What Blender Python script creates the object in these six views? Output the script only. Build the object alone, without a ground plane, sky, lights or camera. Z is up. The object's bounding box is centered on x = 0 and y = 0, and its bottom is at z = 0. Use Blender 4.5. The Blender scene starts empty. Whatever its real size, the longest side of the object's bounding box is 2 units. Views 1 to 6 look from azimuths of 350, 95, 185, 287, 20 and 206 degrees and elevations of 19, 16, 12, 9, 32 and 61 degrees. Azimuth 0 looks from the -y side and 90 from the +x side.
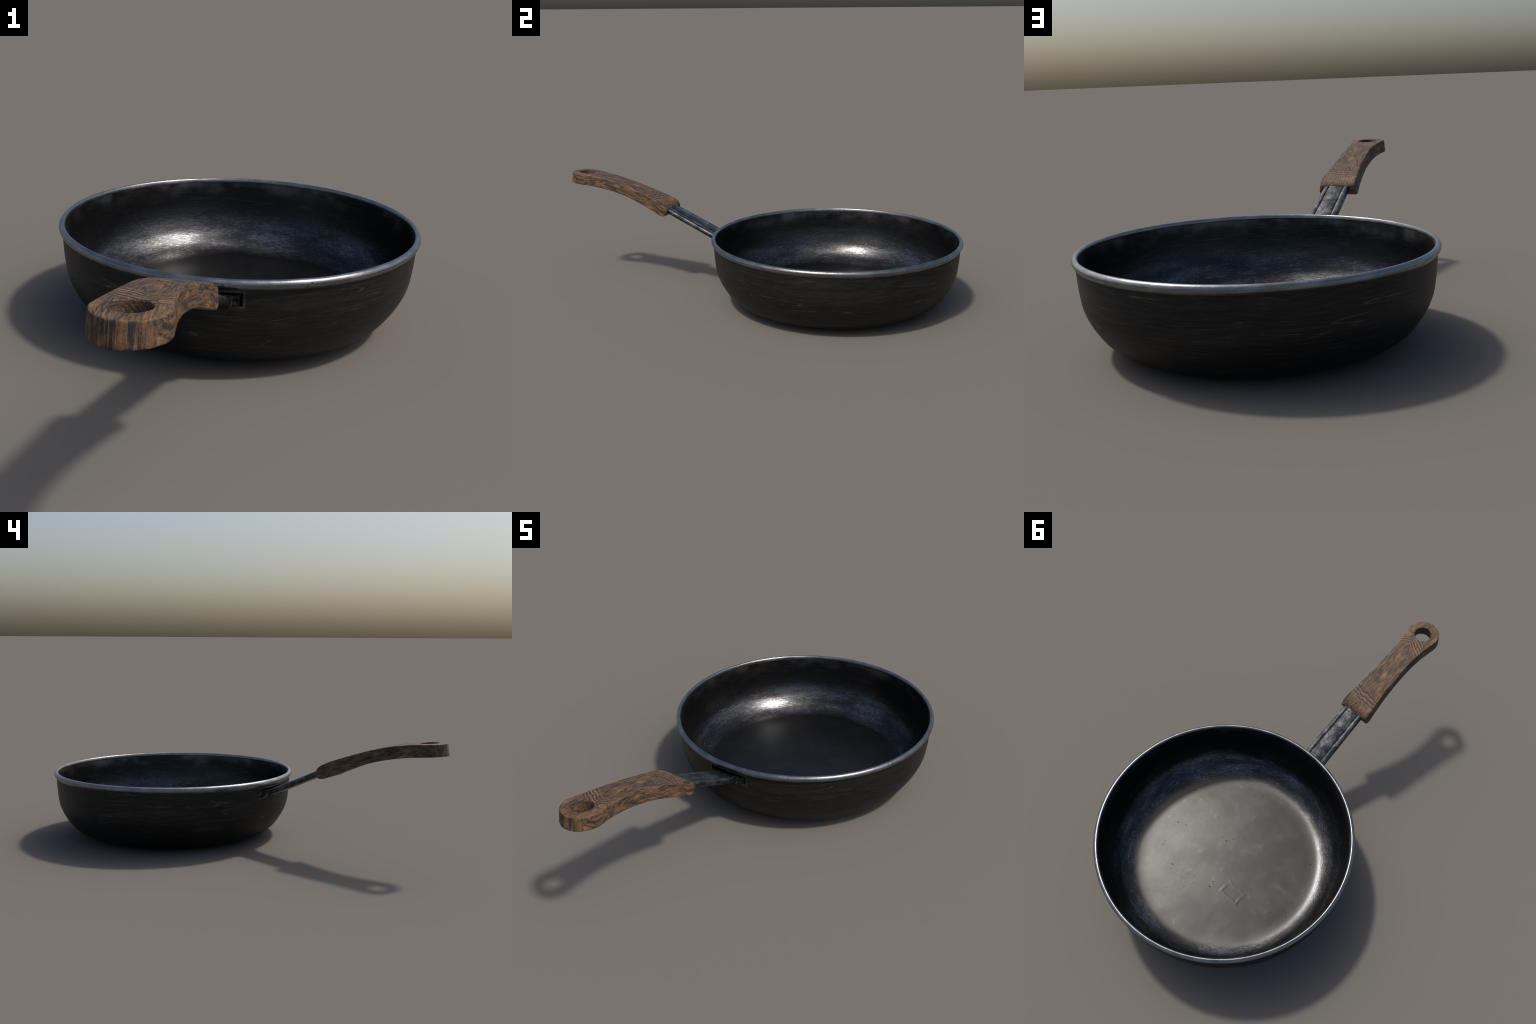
"""Dark iron frying pan with a steel rim bead, an iron shank and a curved wooden grip."""
import bpy, bmesh, math
from math import sin, cos, pi, radians
from mathutils import Matrix, Vector

# ------------------------------------------------------------------ frame
CY = 0.4010                      # pan axis sits at (0, CY)
PHI = radians(16.0)              # handle leaves the pan 16 deg off the -y axis
SEG = 288                        # segments round the pan
HANDLE_M = Matrix.Translation((0, CY, 0)) @ Matrix((
    (-sin(PHI), cos(PHI), 0, 0), (-cos(PHI), -sin(PHI), 0, 0), (0, 0, 1, 0), (0, 0, 0, 1)))
# handle space: x = distance from the pan axis, y = sideways, z = up

# ------------------------------------------------------------------ small helpers
def pchip(pts, x):
    """monotone cubic through (x, y) control points"""
    n = len(pts)
    if x <= pts[0][0]: return pts[0][1]
    if x >= pts[-1][0]: return pts[-1][1]
    h = [pts[i + 1][0] - pts[i][0] for i in range(n - 1)]
    d = [(pts[i + 1][1] - pts[i][1]) / h[i] for i in range(n - 1)]
    m = [d[0]] + [0 if d[i - 1] * d[i] <= 0 else 2 * d[i - 1] * d[i] / (d[i - 1] + d[i])
                  for i in range(1, n - 1)] + [d[-1]]
    i = max(k for k in range(n - 1) if pts[k][0] <= x)
    t = (x - pts[i][0]) / h[i]
    return ((1 + 2 * t) * (1 - t) ** 2 * pts[i][1] + t * (1 - t) ** 2 * h[i] * m[i]
            + t * t * (3 - 2 * t) * pts[i + 1][1] + t * t * (t - 1) * h[i] * m[i + 1])

def spline(pts, per=6):
    """centripetal-ish Catmull-Rom polyline through 2D control points"""
    out = []
    P = [pts[0]] + list(pts) + [pts[-1]]
    for i in range(1, len(P) - 2):
        p0, p1, p2, p3 = (Vector(P[j]) for j in (i - 1, i, i + 1, i + 2))
        l1, l0, l2 = (p2 - p1).length, max((p1 - p0).length, 1e-6), max((p3 - p2).length, 1e-6)
        t1 = (p2 - p0) * (l1 / (l0 + l1)) if i > 1 else (p2 - p1)
        t2 = (p3 - p1) * (l1 / (l1 + l2)) if i < len(P) - 3 else (p2 - p1)
        for k in range(per):
            t = k / per
            out.append((2 * t ** 3 - 3 * t ** 2 + 1) * p1 + (t ** 3 - 2 * t ** 2 + t) * t1
                       + (-2 * t ** 3 + 3 * t ** 2) * p2 + (t ** 3 - t ** 2) * t2)
    out.append(Vector(pts[-1]))
    return [(v[0], v[1]) for v in out]

def make_object(name, bm, parent=None, matrix=None, mats=(), angle=35):
    me = bpy.data.meshes.new(name)
    bmesh.ops.recalc_face_normals(bm, faces=bm.faces)
    bm.to_mesh(me); bm.free()
    for m in mats: me.materials.append(m)
    me.shade_smooth()
    if angle: me.set_sharp_from_angle(angle=radians(angle))
    ob = bpy.data.objects.new(name, me)
    bpy.context.scene.collection.objects.link(ob)
    if matrix is not None: ob.matrix_world = matrix
    if parent is not None:
        ob.parent = parent
        ob.matrix_parent_inverse = parent.matrix_world.inverted()
    return ob

def lathe(profile, slots=None, closed=False, seg=SEG):
    """revolve an (r, z) profile; slots[i] is the material slot of the strip i..i+1"""
    bm = bmesh.new()
    rings = []
    for r, z in profile:
        if r < 1e-6: rings.append([bm.verts.new((0, 0, z))])
        else: rings.append([bm.verts.new((r * cos(2 * pi * k / seg), r * sin(2 * pi * k / seg), z)) for k in range(seg)])
    n = len(rings)
    for i in range(n if closed else n - 1):
        A, B = rings[i], rings[(i + 1) % n]
        for k in range(seg):
            k2 = (k + 1) % seg
            if len(A) == 1: f = bm.faces.new((A[0], B[k], B[k2]))
            elif len(B) == 1: f = bm.faces.new((A[k], A[k2], B[0]))
            else: f = bm.faces.new((A[k], A[k2], B[k2], B[k]))
            f.material_index = slots[i] if slots else 0
    return bm

def apply_modifiers(ob):
    dg = bpy.context.evaluated_depsgraph_get()
    me = bpy.data.meshes.new_from_object(ob.evaluated_get(dg))
    old = ob.data
    ob.modifiers.clear(); ob.data = me; me.name = old.name
    bpy.data.meshes.remove(old)

def boolean_cut(ob, cutter):
    m = ob.modifiers.new('cut', 'BOOLEAN'); m.operation = 'DIFFERENCE'; m.solver = 'EXACT'; m.object = cutter
    bpy.context.view_layer.update()
    apply_modifiers(ob)
    bpy.data.objects.remove(cutter)

# ------------------------------------------------------------------ node helpers
class Nodes:
    def __init__(self, name):
        self.mat = bpy.data.materials.new(name); self.mat.use_nodes = True
        self.t = self.mat.node_tree; self.t.nodes.clear()
        self.out = self.t.nodes.new('ShaderNodeOutputMaterial')
        self.bsdf = self.t.nodes.new('ShaderNodeBsdfPrincipled')
        self.t.links.new(self.bsdf.outputs[0], self.out.inputs[0])
        tc = self.t.nodes.new('ShaderNodeTexCoord')
        self.obj, self.nrm = tc.outputs['Object'], tc.outputs['Normal']
    def put(self, sock, v):
        if isinstance(v, bpy.types.NodeSocket): self.t.links.new(v, sock)
        elif v is not None:
            if sock.type == 'RGBA' and len(v) == 3: v = (*v, 1)
            sock.default_value = v
    def math(self, op, a, b=None, c=None, clamp=False):
        n = self.t.nodes.new('ShaderNodeMath'); n.operation = op; n.use_clamp = clamp
        for i, v in enumerate((a, b, c)): self.put(n.inputs[i], v)
        return n.outputs[0]
    def xyz(self, v):
        n = self.t.nodes.new('ShaderNodeSeparateXYZ'); self.put(n.inputs[0], v); return n.outputs
    def vec(self, x=0., y=0., z=0.):
        n = self.t.nodes.new('ShaderNodeCombineXYZ')
        for i, v in enumerate((x, y, z)): self.put(n.inputs[i], v)
        return n.outputs[0]
    def scale(self, v, s, loc=(0, 0, 0)):
        n = self.t.nodes.new('ShaderNodeMapping'); self.put(n.inputs[0], v)
        n.inputs['Scale'].default_value = s; n.inputs['Location'].default_value = loc
        return n.outputs[0]
    def noise(self, v, scale=1., detail=3., rough=.55, dist=0.):
        n = self.t.nodes.new('ShaderNodeTexNoise'); self.put(n.inputs['Vector'], v)
        for k, x in (('Scale', scale), ('Detail', detail), ('Roughness', rough), ('Distortion', dist)): n.inputs[k].default_value = x
        return n.outputs['Fac']
    def voronoi(self, v, scale=1., feature='F1', rand=1.):
        n = self.t.nodes.new('ShaderNodeTexVoronoi'); n.feature = feature; self.put(n.inputs['Vector'], v)
        n.inputs['Scale'].default_value = scale; n.inputs['Randomness'].default_value = rand
        return n.outputs['Distance']
    def ramp(self, f, lo, hi, a=0., b=1.):
        n = self.t.nodes.new('ShaderNodeMapRange'); n.interpolation_type = 'SMOOTHSTEP'
        self.put(n.inputs[0], f)
        for i, v in enumerate((lo, hi, a, b)): self.put(n.inputs[i + 1], v)
        return n.outputs[0]
    def mix(self, f, a, b):
        n = self.t.nodes.new('ShaderNodeMix'); n.data_type = 'RGBA'
        self.put(n.inputs[0], f); self.put(n.inputs[6], a); self.put(n.inputs[7], b)
        return n.outputs[2]
    def mul(self, *a):
        o = a[0]
        for b in a[1:]: o = self.math('MULTIPLY', o, b)
        return o
    def add(self, *a):
        o = a[0]
        for b in a[1:]: o = self.math('ADD', o, b)
        return o
    def mx(self, *a):
        o = a[0]
        for b in a[1:]: o = self.math('MAXIMUM', o, b)
        return o
    def bump(self, h, dist=.001, strength=1., normal=None):
        n = self.t.nodes.new('ShaderNodeBump'); self.put(n.inputs['Height'], h)
        n.inputs['Distance'].default_value = dist; n.inputs['Strength'].default_value = strength
        if normal is not None: self.put(n.inputs['Normal'], normal)
        return n.outputs[0]
    def done(self, color, rough=.5, metal=0., normal=None, spec=.5):
        b = self.bsdf.inputs
        self.put(b['Base Color'], color); self.put(b['Roughness'], rough); self.put(b['Metallic'], metal)
        self.put(b['Specular IOR Level'], spec); self.put(b['Normal'], normal)
        return self.mat

def round_the_pan(N):
    """polar frame on the pan axis: around(k, v, seed) is a texture vector that changes k times
    per radian round the pan and with v up the wall, without a seam; also radius and height"""
    x, y, z = N.xyz(N.obj)
    r = N.math('MAXIMUM', N.math('SQRT', N.add(N.mul(x, x), N.mul(y, y))), .001)
    nx, ny = N.math('DIVIDE', x, r), N.math('DIVIDE', y, r)
    def around(k, v, seed=0.):
        return N.vec(N.add(N.mul(nx, k), seed * 3.7), N.add(N.mul(ny, k), seed * 1.9), v)
    return around, r, z

def _scale_rot(self, v, deg):
    n = self.t.nodes.new('ShaderNodeMapping'); self.put(n.inputs[0], v)
    n.inputs['Rotation'].default_value = (0, 0, -radians(deg)); return n.outputs[0]
Nodes.scale_rot = _scale_rot

# ------------------------------------------------------------------ materials
def mat_inside():
    N = Nodes('seasoned_iron_inside')
    around, r, z = round_the_pan(N)
    # height along the wall, so the brushing follows the curve of the pan
    climb = N.add(z, N.mul(r, .8))
    streak = N.noise(around(22., N.mul(climb, 330.), 0.0), 1, 4, .7)
    fine = N.noise(around(60., N.mul(climb, 650.), 3.0), 1, 2, .6)
    broad = N.noise(around(2.3, N.mul(climb, 14.), 7.0), 1, 3, .6)
    smudge = N.noise(around(5., N.mul(z, 12.), 11.0), 1, 3, .6)
    patch = N.noise(N.obj, 7., 4, .6)
    blot = N.noise(N.obj, 26., 4, .65)
    pit = N.noise(N.scale(N.obj, (46, 70, 10)), 1., 3, .6)
    floor = N.ramp(N.add(r, N.mul(patch, .03)), .435, .465, 1, 0)
    band = N.mul(N.ramp(r, .43, .47), N.ramp(N.add(z, N.mul(broad, .16)), .18, .34, 1, 0))
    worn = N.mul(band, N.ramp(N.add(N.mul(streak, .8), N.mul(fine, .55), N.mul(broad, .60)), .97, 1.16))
    upper = N.mul(N.ramp(z, .17, .24), N.ramp(N.noise(around(7., N.mul(climb, 110.), 21.0), 1, 4, .65), .50, .68))
    rubbed = N.mul(N.ramp(N.add(z, N.mul(smudge, .06)), .275, .345), N.ramp(smudge, .38, .72))
    coat = N.mix(N.ramp(broad, .35, .65), (.036, .0365, .038), (.048, .0485, .050))
    c = N.mix(N.mul(worn, .85), coat, (.19, .19, .196))
    c = N.mix(N.mul(upper, .35), c, (.12, .122, .125))
    c = N.mix(N.mul(rubbed, .75), c, (.17, .175, .18))
    fl = N.mix(N.ramp(patch, .35, .68), (.043, .0425, .042), (.054, .0535, .0525))
    fl = N.mix(N.mul(N.ramp(blot, .54, .80), N.ramp(patch, .44, .62)), fl, (.078, .077, .0755))
    scar = N.mul(N.ramp(pit, .66, .74), N.ramp(N.noise(N.obj, 5., 2, .5), .52, .62))
    fl = N.mix(N.mul(scar, .8), fl, (.022, .022, .023))
    c = N.mix(floor, c, fl)
    rough = N.add(.27, N.mul(worn, -.03), N.mul(floor, .085), N.mul(rubbed, .10), N.mul(blot, .05))
    # stamped oblong on the floor
    ox, oy, oz = N.xyz(N.scale_rot(N.scale(N.obj, (1, 1, 1), (.112, -.143, 0)), 165))
    box = N.math('MAXIMUM', N.math('SUBTRACT', N.math('ABSOLUTE', ox), .048), N.math('SUBTRACT', N.math('ABSOLUTE', oy), .030))
    stamp = N.mul(N.ramp(N.math('ABSOLUTE', box), .0, .012, 1, 0), floor, N.ramp(N.noise(N.obj, 16., 2, .5), .30, .60))
    h = N.add(N.mul(N.add(streak, N.mul(fine, .4)), N.math('SUBTRACT', 1., floor), .30), N.mul(patch, floor, .30), N.mul(blot, floor, .16), N.mul(scar, floor, -.7), N.mul(stamp, .5))
    return N.done(c, rough, .95, N.bump(h, .0012, .7))

def mat_outside():
    N = Nodes('seasoned_iron_outside')
    around, r, z = round_the_pan(N)
    climb = N.add(z, N.mul(r, .7))
    climb = N.add(climb, N.mul(N.noise(around(1.5, 0., 2.), 1, 1, .5), .03))
    line = N.noise(around(5., N.mul(climb, 300.), 0.0), 1, 3, .65)
    long_ = N.noise(around(3., N.mul(climb, 90.), 5.0), 1, 4, .7)
    where = N.noise(around(4., N.mul(climb, 18.), 9.0), 1, 3, .6)
    scratch = N.mul(N.ramp(N.add(line, N.mul(long_, .4)), .78, .95), N.ramp(where, .50, .68))
    drift = N.noise(around(.9, N.mul(climb, 24.), 4.), 1, 1, .4)
    gouge = N.mul(N.ramp(N.math('ABSOLUTE', N.math('SUBTRACT', drift, .52)), .0, .008, 1, 0), N.ramp(where, .42, .58), N.ramp(line, .35, .6))
    haze = N.ramp(N.noise(around(9., N.mul(climb, 160.), 15.0), 1, 4, .7), .45, .70)
    # bare edges worn round the handle slot
    hx, hy, hz = N.xyz(N.scale_rot(N.obj, math.degrees(math.atan2(-cos(PHI), -sin(PHI)))))
    box = N.mx(N.math('SUBTRACT', N.math('ABSOLUTE', hy), .091), N.math('SUBTRACT', N.math('ABSOLUTE', N.math('SUBTRACT', hz, .266)), .0205))
    edge = N.mul(N.ramp(N.add(box, N.mul(line, .012)), .004, .018, 1, 0), N.ramp(hx, .4, .45), N.ramp(line, .36, .62))
    tone = N.ramp(long_, .35, .7)
    c = N.mix(tone, (.013, .0126, .0118), (.024, .0232, .0218))
    c = N.mix(N.mul(haze, .35), c, (.060, .058, .054))
    c = N.mix(N.mul(N.mx(scratch, gouge), .7), c, (.14, .137, .128))
    c = N.mix(N.mul(edge, .7), c, (.17, .168, .16))
    rough = N.add(.46, N.mul(long_, .08), N.mul(scratch, -.08), N.mul(edge, -.1))
    return N.done(c, rough, .6, N.bump(N.add(line, N.mul(long_, .5)), .0009, .5))

def mat_rim():
    N = Nodes('bare_steel_rim')
    around, r, z = round_the_pan(N)
    a = N.noise(around(9., N.mul(z, 40.)), 1, 4, .6)
    b = N.noise(N.obj, 110., 3, .6)
    speck = N.ramp(N.voronoi(N.obj, 26.), .05, .09, 1, 0)
    speck = N.mul(speck, N.ramp(N.noise(N.obj, 4., 1, .5), .55, .62))
    c = N.mix(N.ramp(a, .35, .7), (.20, .204, .212), (.29, .294, .302))
    c = N.mix(N.ramp(b, .62, .75), c, (.15, .15, .152))
    c = N.mix(speck, c, (.05, .05, .05))
    return N.done(c, N.add(.22, N.mul(a, .16)), .97, N.bump(N.add(a, N.mul(b, .3), N.mul(speck, -1.)), .0022, .5))

def mat_shank():
    N = Nodes('worn_iron_shank')
    x, y, z = N.xyz(N.obj)
    v = N.scale(N.obj, (24, 34, 34))
    a = N.noise(v, 1., 5, .68)
    b = N.noise(N.scale(N.obj, (90, 130, 130)), 1., 3, .6)
    pit = N.ramp(N.noise(N.scale(N.obj, (60, 100, 60), (3, 1, 2)), 1., 2, .6), .68, .74)
    c = N.mix(N.ramp(N.add(a, N.mul(b, .25)), .50, .88), (.046, .047, .050), (.21, .212, .218))
    c = N.mix(pit, c, (.012, .012, .012))
    return N.done(c, N.add(.30, N.mul(a, .14)), .92, N.bump(N.add(a, N.mul(b, .4), N.mul(pit, -1.)), .0018, .6))

def mat_bracket():
    N = Nodes('dark_worn_iron')
    a = N.noise(N.scale(N.obj, (40, 60, 40)), 1., 4, .65)
    c = N.mix(N.ramp(a, .5, .72), (.022, .022, .023), (.17, .172, .176))
    return N.done(c, N.add(.30, N.mul(a, .14)), .92, N.bump(a, .0018, .6))

def mat_socket():
    N = Nodes('iron_blackened_for_slot_shadow')
    a = N.noise(N.obj, 60., 4, .6)
    return N.done(N.mix(a, (.004, .004, .004), (.012, .012, .012)), .7, .5, N.bump(a, .001, .5))  # near-black base paints deep-opening shadow into the shallow slot pocket

def mat_wood():
    N = Nodes('dark_grained_wood')
    x, y, z = N.xyz(N.obj)
    u = N.math('SUBTRACT', x, .87)
    mid = N.add(.385, N.mul(u, .4767), N.mul(u, u, -.389))
    zz = N.math('SUBTRACT', z, mid)
    warp = N.noise(N.vec(N.mul(x, 9.), N.mul(y, 14.), N.mul(zz, 14.)), 1, 2, .5)
    yy = N.add(y, N.mul(warp, .012)); zw = N.add(zz, N.mul(warp, .010))
    # lengthwise grain
    g1 = N.noise(N.vec(N.mul(x, 26.), N.mul(yy, 230.), N.mul(zw, 230.)), 1, 3, .65)
    g2 = N.noise(N.vec(N.mul(x, 10.), N.mul(yy, 75.), N.mul(zw, 75.)), 1, 4, .65)
    g3 = N.noise(N.vec(N.mul(x, 70.), N.mul(yy, 420.), N.mul(zw, 420.)), 1, 2, .6)
    cross = N.noise(N.vec(N.mul(x, 95.), N.mul(yy, 18.), N.mul(zw, 30.)), 1, 3, .65)
    patch = N.noise(N.vec(N.mul(x, 16.), N.mul(y, 32.), N.mul(zz, 40.)), 1, 3, .6)
    # growth rings: contour lines of a long-drawn noise, so they run lengthwise and close into loops
    field = N.noise(N.vec(N.mul(x, 5.), N.mul(y, 15.), N.mul(zz, 15.)), 1, 2, .5)
    phase = N.add(N.mul(yy, 105.), N.mul(zw, 80.), N.mul(field, 9.), N.mul(g2, .9))
    rings = N.ramp(N.math('SINE', N.mul(phase, 2 * pi)), -.1, .9)
    fade = N.ramp(patch, .30, .62)
    dark = N.add(N.mul(rings, fade, .62), N.mul(N.ramp(g1, .44, .58), .44), N.mul(N.ramp(g2, .44, .62), .42), N.mul(N.ramp(patch, .48, .70), .28))
    # cross bands by the shank end and round the hanging hole, bent into chevrons
    def bands(x0, x1, kink, slope, step, off):
        q = N.add(x, N.mul(N.math('ABSOLUTE', N.math('SUBTRACT', y, kink)), slope), N.mul(N.math('SUBTRACT', warp, .5), .060), N.mul(N.math('SUBTRACT', g2, .5), .008))
        s = N.math('SINE', N.mul(N.add(q, off), 2 * pi / step))
        zone = N.mul(N.ramp(N.add(q, N.mul(patch, .02)), x0, x0 + .012), N.ramp(N.add(q, N.mul(patch, .02)), x1 - .012, x1, 1, 0))
        return zone, N.mul(N.ramp(s, -.35, .75), N.ramp(g1, .2, .5, .5, 1.))
    z1, b1 = bands(.935, 1.000, .03, .12, .0165, .0)
    z2, b2 = bands(1.300, 1.385, .012, .75, .0150, .004)
    top = N.ramp(N.xyz(N.nrm)[2], .35, .7)
    z1 = N.mul(z1, top); z2 = N.mul(z2, top)
    dark = N.add(N.mul(dark, N.math('SUBTRACT', 1., N.mul(N.mx(z1, z2), .6))), N.mul(z1, b1, .75), N.mul(z2, b2, .8))
    # end grain round the tip: upright stripes
    tip = N.mul(N.ramp(x, 1.41, 1.432), N.ramp(N.xyz(N.nrm)[0], .35, .7))
    stripe = N.noise(N.vec(N.mul(y, 120.), N.mul(zz, 8.), N.mul(cross, .6)), 1, 3, .6)
    dark = N.add(N.mul(dark, N.math('SUBTRACT', 1., N.mul(tip, .7))), N.mul(tip, N.ramp(stripe, .42, .62), .9), N.mul(N.ramp(cross, .55, .75), .22))
    # a pale knot beside the hole
    kx, ky = N.math('SUBTRACT', x, 1.327), N.math('SUBTRACT', y, .046)
    kd = N.add(N.math('SQRT', N.add(N.mul(kx, kx), N.mul(ky, ky, .8))), N.mul(N.math('SUBTRACT', warp, .5), .006))
    knot = N.mul(N.ramp(kd, .013, .017, 1, 0), top)
    ring = N.mul(N.ramp(kd, .013, .016), N.ramp(kd, .017, .021, 1, 0), top)
    core = N.mul(N.ramp(kd, .002, .009, 1, 0), top)
    dark = N.add(N.mul(dark, N.math('SUBTRACT', 1., N.mul(knot, .85))), N.mul(ring, .5), N.mul(core, .35))
    dark = N.math('MINIMUM', dark, 1.)
    base = N.mix(N.ramp(g3, .35, .7), (.140, .074, .033), (.212, .118, .058))
    base = N.mix(N.ramp(patch, .25, .5, 1, 0), base, (.258, .146, .076))
    c = N.mix(dark, base, (.030, .0265, .0255))
    h = N.add(N.mul(dark, -.7), N.mul(g3, .3), N.mul(g1, .2))
    return N.done(c, N.add(.56, N.mul(dark, .08)), 0., N.bump(h, .0016, .55), .3)

INSIDE, OUTSIDE, RIM, SHANK = mat_inside(), mat_outside(), mat_rim(), mat_shank()
IRON, SOCKET, WOOD = mat_bracket(), mat_socket(), mat_wood()

# ------------------------------------------------------------------ the pan
pan = bpy.data.objects.new('frying_pan', None)
pan.location = (0, CY, 0)
bpy.context.scene.collection.objects.link(pan)
pan['label'] = 'black iron frying pan with steel rim and curved wooden handle'
pan['category'] = 'frying pan'
bpy.context.view_layer.update()
AXIS = Matrix.Translation((0, CY, 0))

outer = spline([(.345, .0), (.405, .0055), (.440, .0140), (.4675, .0245), (.4935, .0400), (.5165, .060), (.539, .090), (.5595, .125),
                (.5745, .165), (.5815, .210), (.585, .250), (.587, .288), (.5865, .304)], 5)
inner = spline([(.5785, .3125), (.5768, .290), (.5745, .250), (.5705, .210), (.5615, .165), (.5455, .125),
                (.526, .098), (.503, .0755), (.477, .0585), (.450, .0488), (.420, .0455), (.36, .0462), (.24, .0492), (.12, .0510)], 5)
profile = [(0, .0080), (.2, .0050), (.32, .0005)] + outer + [(.5825, .3140)] + inner + [(0, .0515)]
n_out = 3 + len(outer)
slots = [1 if i < n_out else 0 for i in range(len(profile) - 1)]
bowl = make_object('bowl', lathe(profile, slots), pan, AXIS, (INSIDE, OUTSIDE, SOCKET), None)

def sector(r0, r1, half, z0, z1, n=40, slot=0):
    """block curved round the pan axis, in handle space"""
    bm = bmesh.new()
    rows = []
    for k in range(n + 1):
        a = -half + 2 * half * k / n
        rows.append([bm.verts.new((r * cos(a), r * sin(a), z)) for r, z in ((r0, z0), (r1, z0), (r1, z1), (r0, z1))])
    for k in range(n):
        for j in range(4):
            bm.faces.new((rows[k][j], rows[k][(j + 1) % 4], rows[k + 1][(j + 1) % 4], rows[k + 1][j]))
    bm.faces.new(rows[0]); bm.faces.new(rows[-1])
    for f in bm.faces: f.material_index = slot
    return bm

SLOT_HALF = .091 / .583
cutter = make_object('slot_cutter', sector(.5782, .66, SLOT_HALF, .2455, .2865, slot=0), None, HANDLE_M, (SOCKET,), None)
boolean_cut(bowl, cutter)
bowl.data.shade_smooth(); bowl.data.set_sharp_from_angle(angle=radians(40))

bead = spline([(.5815, .3040), (.5780, .3110), (.5782, .3165), (.5796, .3216), (.5824, .3250), (.5862, .3260), (.5918, .3240), (.5962, .3198),
               (.5984, .3148), (.5980, .3095), (.5960, .3050), (.5922, .3002), (.5885, .2960), (.5850, .2940)], 4)
rim = make_object('rim', lathe(bead, closed=True), pan, AXIS, (RIM,), 60)

# ------------------------------------------------------------------ the socket bracket in the slot
bm = bmesh.new()
cols = []
for k in range(33):
    y = -.0885 + .177 * k / 32
    back = math.sqrt(.5792 ** 2 - y * y)
    front = .614 if abs(y) < .0575 else .614 - (abs(y) - .0575) * (.614 - .5745) / .031
    front = max(front, back + .001)
    cols.append([bm.verts.new((x, y - .002, z)) for x, z in ((back, .2490), (front, .2490), (front, .2815), (back, .2800))])
for k in range(32):
    for j in range(4):
        bm.faces.new((cols[k][j], cols[k][(j + 1) % 4], cols[k + 1][(j + 1) % 4], cols[k + 1][j]))
bm.faces.new(cols[0]); bm.faces.new(cols[-1])
bracket = make_object('bracket', bm, pan, HANDLE_M, (IRON, SOCKET), None)
for side in (1, -1):                                # a dark round hole in each slanting cheek
    bm = bmesh.new()
    bmesh.ops.create_cone(bm, cap_ends=True, segments=24, radius1=.0088, radius2=.0088, depth=.012,
                          matrix=Matrix.Translation((.5920, side * .0755 - .002, .2645)) @ Matrix.Rotation(side * radians(51), 4, 'Z') @ Matrix.Rotation(pi / 2, 4, 'Y'))
    boolean_cut(bracket, make_object('hole_cutter', bm, None, HANDLE_M, (SOCKET,), None))
bv = bracket.modifiers.new('bevel', 'BEVEL'); bv.width = .0015; bv.segments = 2; bv.limit_method = 'ANGLE'; bv.angle_limit = radians(50)
bpy.context.view_layer.update(); apply_modifiers(bracket)
bracket.data.shade_smooth(); bracket.data.set_sharp_from_angle(angle=radians(40))

# ------------------------------------------------------------------ the shank: grooved bar climbing from the slot
def shank_section():
    """half-bar outline (y, z): flat top with two grooves, rounded sides"""
    top = [(0, 0), (.0265, 0), (.0285, -.0010), (.0298, -.0042), (.0318, -.0042), (.0332, -.0008), (.0350, 0), (.0450, -.0004)]
    side = [(.0500, -.0030), (.0530, -.0080), (.0535, -.0150), (.0525, -.0205), (.0490, -.0252), (.0430, -.0272), (.02, -.0275)]
    half = top + side
    return half + [(0, -.0275)] + [(-y, z) for y, z in reversed(half[1:])]

sec = shank_section()
bm = bmesh.new()
SL = math.atan(.447)
rows = []
NST = 40
for k in range(NST + 1):
    s = .581 + (.905 - .581) * k / NST
    wid = 1.135 - .125 * k / NST
    zt = .398 + (s - .865) * .447
    rows.append([bm.verts.new((s - z * sin(SL) * 1., y * wid - .0045, zt + z * cos(SL))) for y, z in sec])
m = len(sec)
for k in range(NST):
    for j in range(m):
        bm.faces.new((rows[k][j], rows[k][(j + 1) % m], rows[k + 1][(j + 1) % m], rows[k + 1][j]))
bm.faces.new(rows[0]); bm.faces.new(rows[-1])
shank = make_object('shank', bm, pan, HANDLE_M, (SHANK,), 30)

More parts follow.
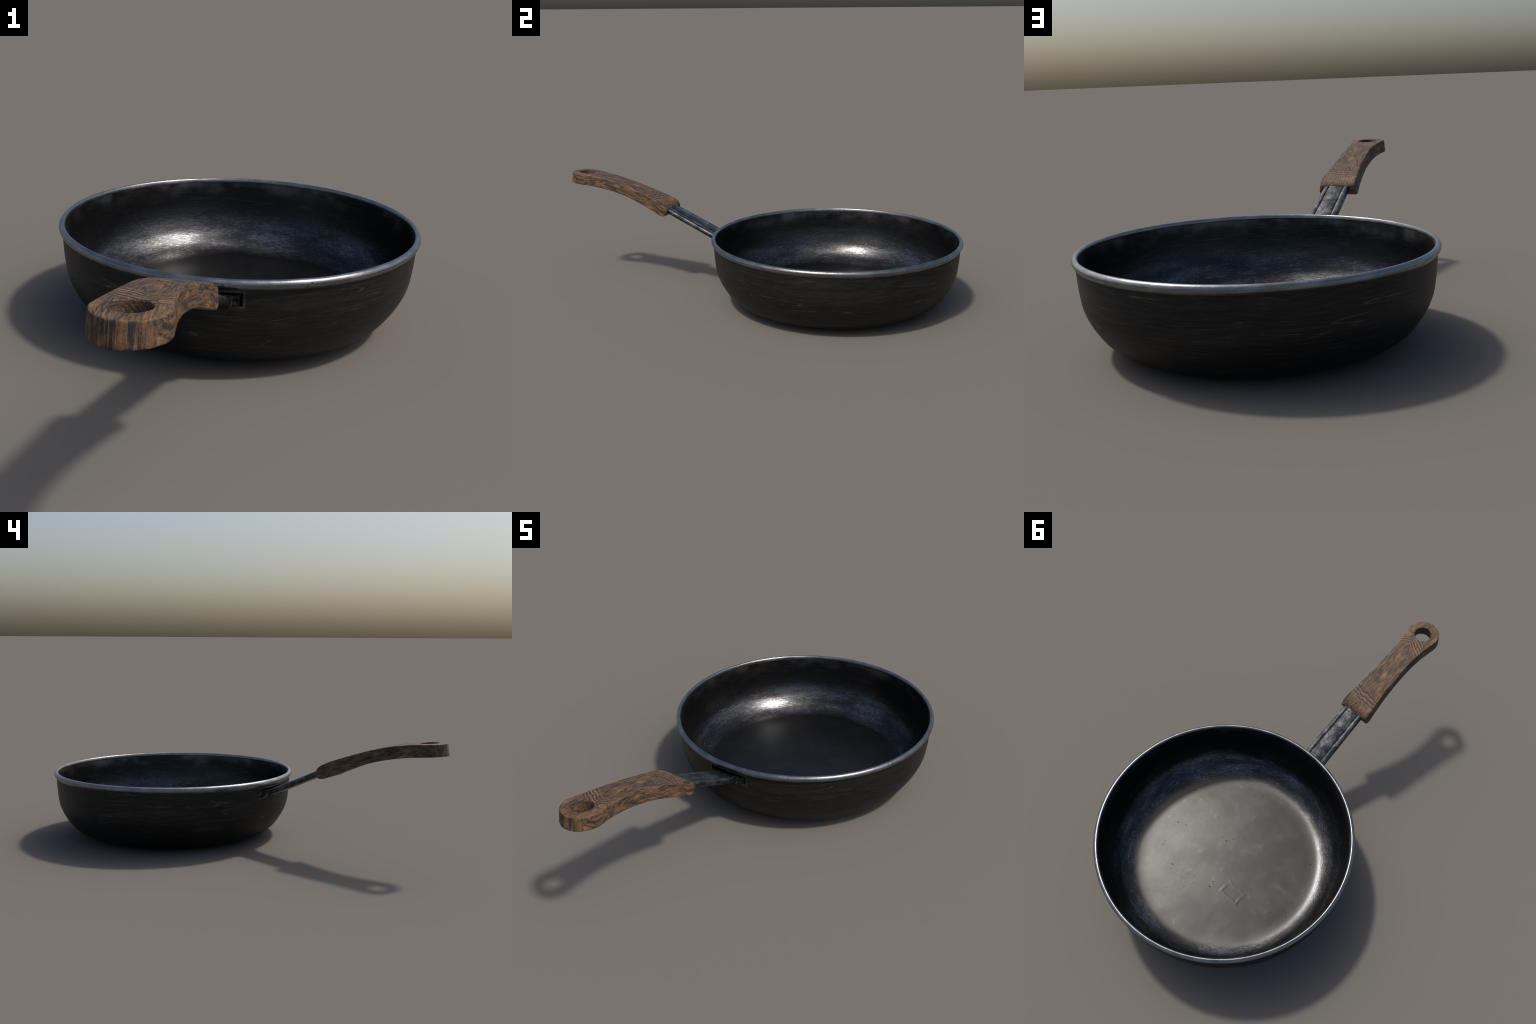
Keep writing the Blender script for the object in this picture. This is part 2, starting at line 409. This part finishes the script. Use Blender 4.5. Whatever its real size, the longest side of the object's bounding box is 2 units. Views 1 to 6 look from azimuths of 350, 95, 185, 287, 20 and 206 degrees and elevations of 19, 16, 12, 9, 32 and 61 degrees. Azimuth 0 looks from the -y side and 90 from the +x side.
# ------------------------------------------------------------------ the wooden grip
TOP = [(.872, .4030), (.880, .4135), (.893, .4245), (.915, .4365), (.95, .4510), (1.03, .4790), (1.11, .5050), (1.19, .5260), (1.27, .5415), (1.35, .5520), (1.40, .5555), (1.46, .5570)]
BOT = [(.872, .3850), (.879, .3710), (.888, .3645), (.900, .3645), (.95, .3840), (1.03, .4180), (1.11, .4480), (1.19, .4695), (1.27, .4855), (1.35, .4965), (1.40, .5010), (1.46, .5045)]
WID = [(.872, .0730), (.879, .0775), (.90, .0770), (.95, .0710), (1.03, .0640), (1.11, .0600), (1.19, .0585), (1.27, .0625), (1.33, .0700), (1.372, .0765)]
TIP_C, TIP_R, SIDE = 1.3712, .0768, -.0085
stations = [.872 + (TIP_C - .872) * (k / 110) for k in range(111)] + [TIP_C + TIP_R * sin(radians(a)) for a in range(4, 89, 4)]
bm = bmesh.new()
rows = []
for s in stations:
    w = pchip(WID, s) if s <= TIP_C else math.sqrt(max(TIP_R ** 2 - (s - TIP_C) ** 2, 1e-6))
    zt, zb = pchip(TOP, s), pchip(BOT, s)
    n = 12
    lean = -.0035                                  # underside a touch wider than the top
    x_end = .009 * max(0, (s - TIP_C) / TIP_R)     # end wall leans out toward the bottom
    crown = .0012
    ring = [bm.verts.new((s, SIDE + w * (-1 + 2 * i / n), zt - crown * (2 * i / n - 1) ** 2)) for i in range(n + 1)]
    ring += [bm.verts.new((s + x_end, SIDE + (w - lean * min(1, w / .05)) * (1 - 2 * i / n), zb)) for i in range(n + 1)]
    rows.append(ring)
m = len(rows[0])
for k in range(len(rows) - 1):
    for j in range(m):
        bm.faces.new((rows[k][j], rows[k][(j + 1) % m], rows[k + 1][(j + 1) % m], rows[k + 1][j]))
bm.faces.new(rows[0]); bm.faces.new(rows[-1])
grip = make_object('wooden_grip', bm, pan, HANDLE_M, (WOOD,), None)
bm = bmesh.new()
bmesh.ops.create_cone(bm, cap_ends=True, segments=48, radius1=.0402, radius2=.0402, depth=.3,
                      matrix=Matrix.Translation((1.3705, SIDE, .525)) @ Matrix.Rotation(radians(-4), 4, 'Y'))
boolean_cut(grip, make_object('hole_cutter', bm, None, HANDLE_M, (WOOD,), None))
rm = grip.modifiers.new('remesh', 'REMESH'); rm.mode = 'VOXEL'; rm.voxel_size = .0022
sm = grip.modifiers.new('smooth', 'SMOOTH'); sm.factor = .5; sm.iterations = 14
bpy.context.view_layer.update(); apply_modifiers(grip)
grip.data.materials.clear(); grip.data.materials.append(WOOD)
grip.data.shade_smooth()

for ob in list(bpy.data.objects):
    if 'cutter' in ob.name: bpy.data.objects.remove(ob)
